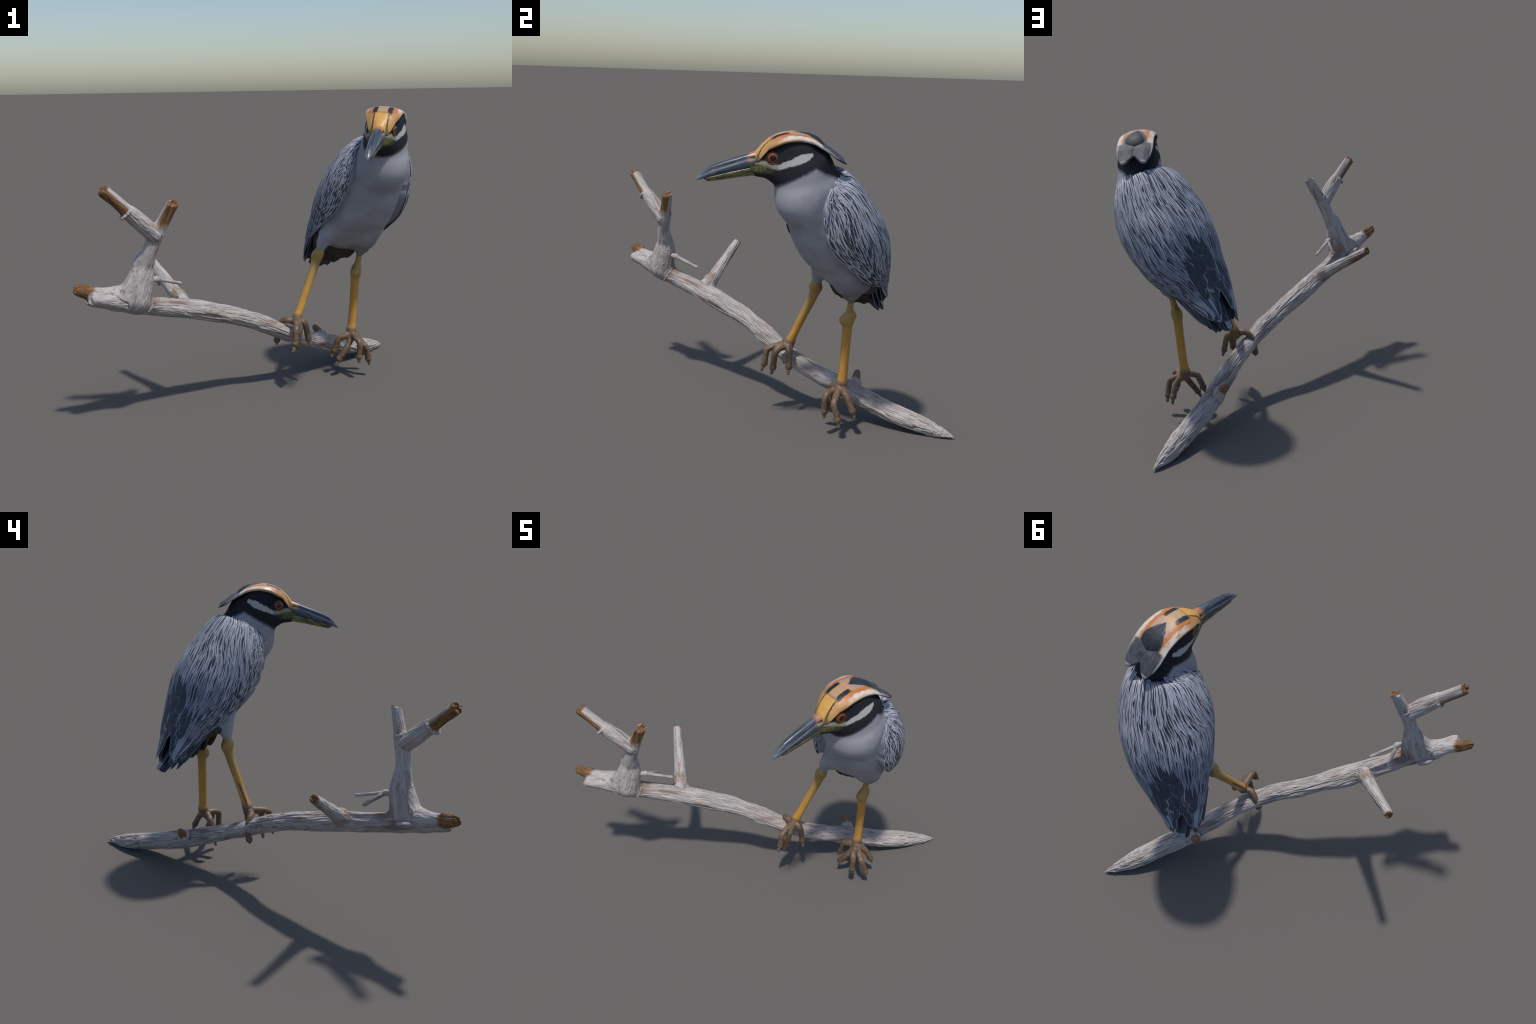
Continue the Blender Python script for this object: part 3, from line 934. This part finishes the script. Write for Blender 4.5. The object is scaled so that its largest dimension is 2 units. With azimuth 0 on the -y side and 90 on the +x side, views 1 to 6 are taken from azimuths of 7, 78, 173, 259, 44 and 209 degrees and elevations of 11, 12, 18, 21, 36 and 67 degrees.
# --- tail and loose tips: straight dark blades beneath the wings
def blade(name, a, b, w0, w1, nrm, parent, mats, thick=.004, tip=.22, pale_tip=False):
    a, b = A(a), A(b); T = unit(b - a); nrm = unit(A(nrm) - T * (A(nrm) @ T)); S = np.cross(nrm, T)
    ny = 16; V = []; xs = [-1, -.75, -.08, .08, .75, 1]
    for i in range(ny):
        y = i / (ny - 1)
        w = (w0 + (w1 - w0) * y) * .5 * math.sqrt(max(0.02, 1 - max(0, (y - (1 - tip)) / tip) ** 2))
        p = a + (b - a) * y
        for x in xs: V.append(p + S * x * w + nrm * (-.25 * (x * w) ** 2 / .03 * .3 + (.001 if abs(x) < .1 else 0)))
        for x in xs[::-1]: V.append(p + S * x * w * .97 + nrm * (-.25 * (x * w) ** 2 / .03 * .3 - thick))
    Fq, mi = [], []
    for i in range(ny - 1):
        for j in range(12):
            Fq.append((i * 12 + j, i * 12 + (j + 1) % 12, (i + 1) * 12 + (j + 1) % 12, (i + 1) * 12 + j))
            mi.append(2 if pale_tip and i >= ny - 5 else (0 if j in (0, 4, 5, 11) else 1))
    Fq.append(tuple(range(12))[::-1]); mi.append(1)
    Fq.append(tuple((ny - 1) * 12 + j for j in range(12))); mi.append(1)
    return make_feather(name, (A(V), Fq, A(mi)), parent, mats)

tail_me = None
TN = (-.35, .75, .55)
tailm = [M_RIM, M_SLATE, M_TIP]
tail_pts = [((.43, .44, .95), (.398, .600, .735), .075), ((.47, .42, .95), (.425, .560, .740), .07), ((.42, .42, .93), (.372, .575, .728), .075),
            ((.40, .44, .95), (.345, .600, .745), .07), ((.38, .45, .95), (.325, .612, .752), .06)]
tail = add('tail', new_mesh('tail', *(lambda c: (c[0], c[1]))(surface_nets(lambda P: chain_sdf(P, A([[.47, .40, .98], [.42, .48, .86], [.385, .54, .79]]), [.085, .06, .03], .0)[0], (.33, .28, .72), (.6, .56, 1.1), .008))), bird, M_SLATE)
for a, b, w in tail_pts:
    blade('tail_feather', a, b, w, w * .8, TN, tail, tailm)
blade('tail_feather', (.375, .50, .92), (.308, .628, .762), .05, .036, TN, tail, tailm, pale_tip=True, tip=.14)
for a, b, w in [((.36, .36, 1.0), (.252, .540, .780), .05), ((.335, .34, .98), (.262, .500, .775), .045), ((.32, .31, 1.0), (.258, .46, .815), .045)]:
    blade('primary', a, b, w, w * .55, (-.75, .35, .45), wings[-1], tailm, tip=.3)
for a, b, w in [((.66, .45, 1.06), (.428, .592, .765), .06), ((.68, .42, 1.03), (.448, .565, .765), .06), ((.68, .40, .99), (.465, .535, .765), .055)]:
    blade('primary', a, b, w, w * .7, (.35, .8, .3), wings[1], tailm, tip=.25)

# undertail coverts: overlapping soft brown feathers below the belly
for k in range(16):
    r = k // 4; j = k % 4
    t0 = 5.15 + .5 * r; th0 = math.pi + (j - 1.5) * .20 + (.1 if r % 2 else 0)
    t0 = min(t0, 6.4)
    C, T, l, d, a, b = body_frame(A(t0))
    p = body_surf(A(t0), A(th0)); nn = body_normal(A(t0), A(th0))
    blade('undertail_covert', p - nn * .03, p + T * (.13 - .01 * r) + nn * (.004 - .004 * r), .14, .13, nn, bird, [M_BROWN, M_BROWN, M_BROWN], thick=.022, tip=.75)

# ------------------------------------------------------------------ legs and feet
LEGS = {
    'left': dict(shank=([(.668, .291, .90), (.662, .292, .86), (.650, .290, .80), (.643, .289, .765), (.638, .288, .735), (.635, .287, .70), (.627, .284, .55), (.617, .281, .40), (.611, .279, .33)],
                        [.0175, .019, .0225, .033, .036, .0305, .0285, .0285, .031]),
                 knee=[((.639, .263, .748), .0295), ((.646, .310, .778), .026)],
                 web=(.618, .272, .288),
                 toes=[[(.605, .262, .300), (.560, .243, .287), (.524, .238, .266), (.503, .243, .215), (.491, .246, .182)],
                       [(.612, .250, .275), (.577, .212, .205), (.529, .204, .133)],
                       [(.630, .240, .290), (.655, .185, .285), (.674, .157, .262), (.672, .155, .21), (.668, .155, .168)],
                       [(.640, .250, .280), (.690, .215, .250), (.715, .200, .225), (.727, .212, .18), (.734, .223, .133)],
                       [(.635, .280, .290), (.673, .298, .246), (.699, .327, .171)]],
                 claws=[(.475, .241, .138), (.509, .198, .087), (.669, .155, .128), (.741, .233, .090), (.706, .341, .127)]),
    'right': dict(shank=([(.402, .148, .965), (.396, .147, .93), (.384, .147, .905), (.376, .147, .885), (.366, .141, .85), (.345, .121, .78), (.310, .086, .68), (.272, .049, .565), (.247, .024, .49)],
                         [.024, .029, .0355, .0365, .032, .0285, .0265, .0265, .029]),
                  knee=[((.366, .158, .885), .027), ((.385, .135, .90), .026)],
                  web=(.240, .020, .452),
                  toes=[[(.240, .000, .470), (.248, -.070, .462), (.250, -.128, .442), (.247, -.139, .395), (.244, -.145, .345)],
                        [(.250, -.01, .458), (.266, -.055, .446), (.272, -.081, .420), (.262, -.084, .37), (.253, -.087, .315)],
                        [(.255, .015, .460), (.288, .008, .452), (.304, .008, .425), (.314, .006, .38), (.323, .003, .340)],
                        [(.230, .015, .452), (.185, .005, .466), (.145, .020, .453), (.118, .036, .410), (.108, .038, .36), (.103, .030, .315)]],
                  claws=[(.231, -.159, .293), (.228, -.090, .264), (.333, -.003, .296), (.102, .024, .290)]),
}
for side, L in LEGS.items():
    sp, sr = A(L['shank'][0]), L['shank'][1]
    web = A(L['web'])
    toes = [A(t) for t in L['toes']]
    def leg_parts(P, L=L, sp=sp, sr=sr, web=web, toes=toes):
        R = resample(np.column_stack([sp, sr]), 30)
        d0, _ = chain_sdf(P, R[:, :3], R[:, 3])
        for k, kr in L['knee']:
            d0 = smin(d0, np.linalg.norm(P - A(k), axis=1) - kr, .028)
        out = [d0]
        w, _ = chain_sdf(P, A([sp[-1], web]), [sr[-1], .030])
        out.append(w)
        for t in toes:
            m = len(t)
            R = resample(np.column_stack([t, np.interp(np.linspace(0, 1, m), [0, .3, .75, 1], [.023, .0215, .0200, .0200])]), 16)
            dt, _ = chain_sdf(P, R[:, :3], R[:, 3])
            # swollen pad at the toe end
            dt = smin(dt, np.linalg.norm(P - (t[-1] + A([0, 0, -.001])), axis=1) - .0228, .006)
            out.append(dt)
        return out
    def leg_sdf(P, leg_parts=leg_parts):
        o = leg_parts(P); d = o[0]
        d = smin(d, o[1], .02)
        for x in o[2:]: d = smin(d, x, .013)
        return d
    allp = np.vstack([sp, web[None]] + toes)
    P, F = organic(leg_sdf, allp.min(0) - .05, allp.max(0) + .05, .0058, 1)
    N = grad(leg_sdf, P, .002)
    P = P + N * (fbm(P * 70, 5, 2) * .0007 * smoothstep(-P[:, 2], -sp[-1, 2] - .03, -sp[-1, 2] + .02))[:, None]
    fc = P[F].mean(1)
    o = np.stack(leg_parts(fc))
    o[2:] -= .004
    lab = o.argmin(0)
    lab[(fc[:, 2] > sp[-1, 2]) & (lab < 2)] = 0
    spec = {0: ('leg', M_LEG, bird), 1: ('foot', M_FOOT, lambda out: out[0])}
    for i in range(len(toes)): spec[2 + i] = ('toe', M_FOOT, lambda out: out[0])
    parts = split(P, F, N, lab, spec, bird)
    for t, c in zip(toes, L['claws']):
        c = A(c); a = t[-1] + (c - t[-1]) * .1; m = a + (c - a) * .55
        f = lambda P: chain_sdf(P, A([a, m, c]), [.0125, .0122, .0100])[0]
        lo = np.minimum(a, c) - .02; hi = np.maximum(a, c) + .02
        cp, cf = organic(f, lo, hi, .0045, 1)
        add('claw', new_mesh('claw', cp, cf), parts[0], M_CLAW)

# ------------------------------------------------------------------ the branch
branch = thing('driftwood_branch', (.66, .74, 0), 'weathered grey driftwood branch with broken side stubs', 'branch')
LOG = A([[-.875, -.912, .826, .050], [-.80, -.832, .797, .055], [-.678, -.717, .752, .060], [-.555, -.592, .709, .064], [-.435, -.468, .663, .068], [-.353, -.388, .632, .069], [-.257, -.305, .593, .068],
         [-.163, -.222, .555, .065], [-.062, -.146, .506, .062], [.044, -.070, .446, .060], [.143, .012, .384, .059], [.225, .100, .326, .060], [.299, .200, .278, .062],
         [.372, .312, .228, .064], [.443, .424, .176, .066], [.525, .535, .130, .068], [.605, .647, .093, .068], [.685, .761, .062, .062], [.77, .870, .034, .040], [.842, .964, .014, .006]])
CH = {  # chains: points with radius
    'log': LOG,
    'tongue': A([[-.78, -.79, .822, .042], [-.86, -.852, .845, .040], [-.92, -.892, .863, .038], [-.966, -.922, .880, .031]]),
    'buttress': A([[-.775, -.80, .812, .050], [-.71, -.765, .835, .058], [-.645, -.73, .93, .055]]),
    'upright': A([[-.655, -.740, .790, .080], [-.648, -.734, .835, .078], [-.635, -.724, .90, .069], [-.621, -.720, .977, .058], [-.592, -.732, 1.04, .048], [-.569, -.738, 1.095, .044], [-.529, -.735, 1.185, .043], [-.475, -.731, 1.28, .037], [-.412, -.728, 1.392, .034]]),
    'arm': A([[-.540, -.748, 1.185, .050], [-.60, -.80, 1.262, .050], [-.661, -.847, 1.332, .044], [-.672, -.856, 1.345, .039], [-.730, -.893, 1.412, .037], [-.797, -.938, 1.489, .035]]),
    'side_branch': A([[-.462, -.430, .70, .055], [-.498, -.395, .732, .047], [-.55, -.347, .779, .040], [-.65, -.258, .868, .034], [-.768, -.155, .973, .028]]),
    'twig': A([[-.61, -.70, .90, .024], [-.575, -.668, .896, .018], [-.557, -.653, .895, .021], [-.535, -.625, .884, .0125], [-.445, -.513, .838, .012]]),
    'twiglet': A([[-.557, -.653, .893, .016], [-.563, -.60, .868, .0125], [-.577, -.521, .834, .012]]),
    'knot_stub': A([[.405, .430, .200, .050], [.372, .452, .250, .030], [.343, .469, .284, .021]]),
    'spur': A([[-.630, -.735, 1.035, .034], [-.655, -.742, 1.012, .022], [-.677, -.748, 1.001, .008]]),
    'lump': A([[-.795, -.725, .790, .018], [-.768, -.697, .778, .020], [-.74, -.675, .768, .016]]),
}
CHR = {k: resample(v, 4 * len(v)) for k, v in CH.items()}
CHR['log'] = resample(LOG, 46)
ORDER = list(CHR)
def ring(center, axis, R, r, a0, a1, ref):
    ax_ = unit(axis); e1 = unit(A(ref) - ax_ * (A(ref) @ ax_)); e2 = np.cross(ax_, e1)
    aa = np.radians(np.linspace(a0, a1, 9))
    return A(center) + R * (np.outer(np.cos(aa), e1) + np.outer(np.sin(aa), e2)), r * np.sin(np.linspace(.35, np.pi - .35, 9))
ARM_AX = unit(A([-.79, -.932, 1.482]) - A([-.661, -.847, 1.332]))
RINGS = [ring((-.669, -.854, 1.336), ARM_AX, .049, .010, -115, 115, (-.25, -.1, -1)),
         ring((-.508, -.733, 1.222), (.48, 0, .87), .038, .011, -80, 110, (-.6, .8, .1)),
         ring((-.490, -.404, .722), (-.66, .58, .58), .044, .014, -180, 150, (0, 0, 1)),
         ring((.384, .444, .232), (-.6, .4, .8), .036, .012, -180, 150, (0, 0, 1))]
STUB_END, STUB_N = A([-.421, -.728, 1.374]), unit(A([.30, -.42, .86]))
ARM_END = A([-.785, -.929, 1.477]); SIDE_END = A([-.757, -.164, .963]); SIDE_AX = unit(A([-.66, .58, .60]))
LOG_AX = unit(LOG[0, :3] - LOG[2, :3])
GROOVE = A([[.835, .975, .022], [.77, .905, .062], [.68, .815, .098]])
def jag(P, a):
    return a * (np.sin(P[:, 0] * 170 + P[:, 2] * 60) + .7 * np.sin(P[:, 1] * 210 - P[:, 2] * 50 + 1)) * .6
def branch_parts(P):
    out = []
    for k in ORDER:
        d, par = chain_sdf(P, CHR[k][:, :3], CHR[k][:, 3], .14 if k == 'log' else 0.)
        if k == 'log':           # snapped, splintered thick end
            d = np.maximum(d, (P - LOG[0, :3] - LOG_AX * .030) @ LOG_AX + jag(P, .014))
        if k == 'tongue':
            d = np.maximum(d, (P - A([-.985, -.936, .888])) @ unit(A([-.80, -.55, .28])) + jag(P, .016))
        if k == 'upright':       # sawn, hollowed stub top
            d = np.maximum(d, (P - STUB_END) @ STUB_N + jag(P, .002))
            d = np.maximum(d, .022 - np.linalg.norm(P - (STUB_END + STUB_N * .004), axis=1))
        if k == 'arm':
            d = np.maximum(d, (P - ARM_END) @ ARM_AX + jag(P, .008))
            d = np.maximum(d, .016 - np.linalg.norm(P - (ARM_END + ARM_AX * .004), axis=1))
        if k == 'side_branch':
            d = np.maximum(d, (P - SIDE_END) @ SIDE_AX + jag(P, .006))
            d = np.maximum(d, .012 - np.linalg.norm(P - (SIDE_END + SIDE_AX * .002), axis=1))
        if k == 'log':
            g, _ = chain_sdf(P, GROOVE, [.007, .009, .004])
            d = np.maximum(d, -g)
        out.append(d)
    return out
def branch_sdf(P):
    o = branch_parts(P)
    d = o[0]
    kk = {'buttress': .06, 'tongue': .012, 'upright': .05, 'arm': .016, 'side_branch': .018, 'twig': .008, 'twiglet': .006, 'knot_stub': .015, 'spur': .02, 'lump': .01}
    for n, x in zip(ORDER[1:], o[1:]): d = smin(d, x, kk[n])
    for c, r in RINGS:
        x, _ = chain_sdf(P, c, r); d = smin(d, x, .009)
    x, _ = chain_sdf(P, A([[-.775, -.93, 1.478], [-.793, -.966, 1.494]]), [.006, .0045]); d = smin(d, x, .004)
    x, _ = chain_sdf(P, A([[-.90, -.868, .892], [-.955, -.905, .905], [-.990, -.932, .914]]), [.016, .011, .005]); d = smin(d, x, .008)
    return d
allp = np.vstack([v[:, :3] for v in CHR.values()])
P, F = organic(branch_sdf, allp.min(0) - [.08, .08, .085], allp.max(0) + .08, .0098, 1)
P, F = subdivide(P, F)
N = vertex_normals(P, F)
# weathered grain: ridged noise stretched along each limb, in that limb's own frame
o = np.stack(branch_parts(P)); near = o.argmin(0)
disp = np.zeros(len(P)); 
for i, k in enumerate(ORDER):
    m = near == i
    if not m.any(): continue
    C = CHR[k]
    seg = unit(np.gradient(C[:, :3], axis=0))
    ref = unit(C[-1, :3] - C[0, :3])
    _, par = chain_sdf(P[m], C[:, :3], C[:, 3])
    j = np.clip(par, 0, len(C) - 1.001); a = j.astype(int); f = (j - a)[:, None]
    cen = C[a, :3] * (1 - f) + C[a + 1, :3] * f
    ln = np.concatenate([[0], np.cumsum(np.linalg.norm(np.diff(C[:, :3], axis=0), axis=1))])
    along = ln[a] * (1 - f[:, 0]) + ln[a + 1] * f[:, 0]
    _, e1, e2 = frame_of(ref)
    v = P[m] - cen
    if k in ('upright', 'buttress', 'arm', 'side_branch', 'spur'):     # straight limbs: one fixed frame keeps the grain unbroken
        if k in ('buttress', 'spur'): ref = unit(CHR['upright'][-1, :3] - CHR['upright'][0, :3])
        v = P[m]; along = P[m] @ ref
    sd = ORDER.index('upright') if k in ('buttress', 'spur') else i
    wob = fbm(np.column_stack([along * 6, v @ e1 * 8, v @ e2 * 8]), 3, 2) * .012
    X3 = np.column_stack([along / .24, (v @ e1 + wob) / .017, (v @ e2 + wob) / .017])
    rd = fbm(X3, 21 + sd, 3)
    ridge = 1 - np.abs(rd) * 2.2
    lumps = fbm(np.column_stack([along / .16, v @ e1 / .07, v @ e2 / .07]), 40 + sd, 2)
    amp = {'log': 1., 'upright': .40, 'buttress': .40, 'arm': .5, 'side_branch': .42, 'tongue': .5}.get(k, .25)
    fine = fbm(np.column_stack([along / .05, v @ e1 / .006, v @ e2 / .006]), 60 + sd, 2)
    disp[m] = amp * ((.0040 + .0020 * fbm(np.column_stack([along * 4, v @ e1 * 9, v @ e2 * 9]), 80 + sd, 2)) * np.clip(ridge, -1, 1) - .0010 + .0065 * lumps + .0008 * fine)
# bark crags on the underside of the arm
P = P + N * disp[:, None]
P[:, 2] = np.maximum(P[:, 2], .0)
N = vertex_normals(P, F)
fc = P[F].mean(1)
lab = np.stack(branch_parts(fc)).argmin(0)
kid = {n: i for i, n in enumerate(ORDER)}
lab[lab == kid['spur']] = kid['upright']; lab[lab == kid['buttress']] = kid['upright']; lab[lab == kid['lump']] = kid['log']; lab[lab == kid['twiglet']] = kid['twig']

def make_wood(name, axis, brown):
    """Weathered grey wood with rusty stains in the grain; brown(m) returns a 0-1 mask of fresh brown wood."""
    m = Mat(name, .78, .25)
    a, e1, e2 = frame_of(axis)
    s, x, y = m.dot(a), m.dot(e1), m.dot(e2)
    vec = m.comb(s * .13, x, y)
    g = m.noise(60, 5, vec, .6, .6); g2 = m.noise(210, 4, vec); st = m.noise(14, 5, m.comb(s * .28, x * 1.8, y * 1.8)); big = m.noise(4, 3)
    c = m.mix((.35, .315, .30), (.50, .465, .45), g.step(.3, .65))
    c = m.mix(c, (.20, .135, .10), (g * .55 + st * .75).step(.64, .82) * .9)
    c = m.mix(c, (.12, .085, .07), g2.step(.66, .78) * .6)
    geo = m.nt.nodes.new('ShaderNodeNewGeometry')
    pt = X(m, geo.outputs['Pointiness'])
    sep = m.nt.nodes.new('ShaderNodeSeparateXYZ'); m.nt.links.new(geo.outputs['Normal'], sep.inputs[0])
    c = m.mix(c, (.16, .12, .10), (pt + (g - .5) * .04).step(.498, .462) * .65)  # dark grooves: brown cracks with shading painted into the colour
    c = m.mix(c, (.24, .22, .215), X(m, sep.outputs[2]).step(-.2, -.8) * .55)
    if brown is not None:
        bm = brown(m, g, st)
        bc = m.mix((.085, .042, .018), (.27, .142, .06), (g * .7 + g2 * .3).step(.34, .66))
        bc = m.mix(bc, (.03, .018, .012), st.step(.60, .75) * .7)
        c = m.mix(c, bc, bm)
    m.color(c)
    m.bump(g * .8 + g2 * .6, .004, .55)
    return m.mat

def near_pt(m, p, r0, r1):
    x, y, z = m.dot((1, 0, 0), p), m.dot((0, 1, 0), p), m.dot((0, 0, 1), p)
    return (x * x + y * y + z * z).sqrt(), r0, r1
def b_tongue(m, g, st):
    return (m.dot(unit(A([-.80, -.45, .40])), (-.885, -.880, .854)) + (st - .5) * .10).step(-.014, .014)
def b_log(m, g, st):
    d, _, _ = near_pt(m, (-.475, -.42, .75), 0, 0)
    e, _, _ = near_pt(m, (.39, .44, .22), 0, 0)
    f, _, _ = near_pt(m, (-.60, -.66, .80), 0, 0)
    t = (m.dot(unit(A([-.85, -.3, .5])), (-.895, -.885, .865)) + (st - .5) * .04).step(.0, .02)
    k = ((d + (g - .5) * .10).step(.075, .03).max((f + (g - .5) * .14).step(.11, .04)) * .55).max((e + (g - .5) * .06).step(.07, .04) * .6)
    return k.max(t)
def b_upright(m, g, st):
    top = m.dot(STUB_N, STUB_END) + (st - .5) * .012
    end = top.step(-.007, -.001)
    hx, _, _ = near_pt(m, STUB_END, 0, 0)
    end = end.max((hx + (g - .5) * .012).step(.030, .024))
    ax_ = unit(A([-.412, -.728, 1.392]) - A([-.529, -.735, 1.185]))
    side = m.dot(unit(A([.45, -.9, -.15])), (-.47, -.731, 1.29)) + (g - .5) * .03
    along = m.dot(ax_, (-.47, -.731, 1.27)) + (st - .5) * .10
    f, _, _ = near_pt(m, (-.625, -.69, .80), 0, 0)
    return end.max(side.step(.004, .022) * along.step(-.06, .0)).max((f + (g - .5) * .12).step(.10, .04) * .4)
def b_arm(m, g, st):
    al = m.dot(ARM_AX, (-.661, -.847, 1.332))
    dn = m.dot(unit(A([-.35, -.35, -.75])), (-.73, -.893, 1.412))
    dn = dn + al * .0 + (st - .5) * .02
    under = m.dot(unit(np.cross(ARM_AX, unit(np.cross([0, 0, 1.], ARM_AX)))), (-.73, -.893, 1.412)) * -1 + (g - .5) * .02
    return (al.step(.018, .026) * under.step(-.019, -.006)).max(al.step(.185, .196))
def b_side(m, g, st):
    al = m.dot(SIDE_AX, SIDE_END)
    un = m.dot(unit(A([.1, .75, -.65])), (-.62, -.285, .84)) + (g - .5) * .025
    base, _, _ = near_pt(m, (-.485, -.41, .73), 0, 0)
    return (al + (st - .5) * .03).step(-.022, -.006).max(un.step(.012, .026) * al.step(-.22, -.14)).max((base + (g - .5) * .08).step(.07, .04) * .6)
def b_knot(m, g, st):
    return (m.dot(unit(A([-.6, .3, .75])), (.372, .452, .25)) + (st - .5) * .03).step(-.012, .012) * .9
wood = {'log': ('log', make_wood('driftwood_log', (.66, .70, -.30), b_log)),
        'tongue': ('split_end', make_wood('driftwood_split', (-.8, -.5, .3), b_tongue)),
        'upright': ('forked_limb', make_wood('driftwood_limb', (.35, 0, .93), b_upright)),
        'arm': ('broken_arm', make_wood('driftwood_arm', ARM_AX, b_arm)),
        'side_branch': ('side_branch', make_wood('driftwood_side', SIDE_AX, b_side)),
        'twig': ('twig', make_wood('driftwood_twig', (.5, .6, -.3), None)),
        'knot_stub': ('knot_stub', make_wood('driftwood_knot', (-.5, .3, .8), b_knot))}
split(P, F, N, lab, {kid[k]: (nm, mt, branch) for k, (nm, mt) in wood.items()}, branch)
print('faces total', sum(len(o.data.polygons) for o in bpy.data.objects if o.type == 'MESH'))
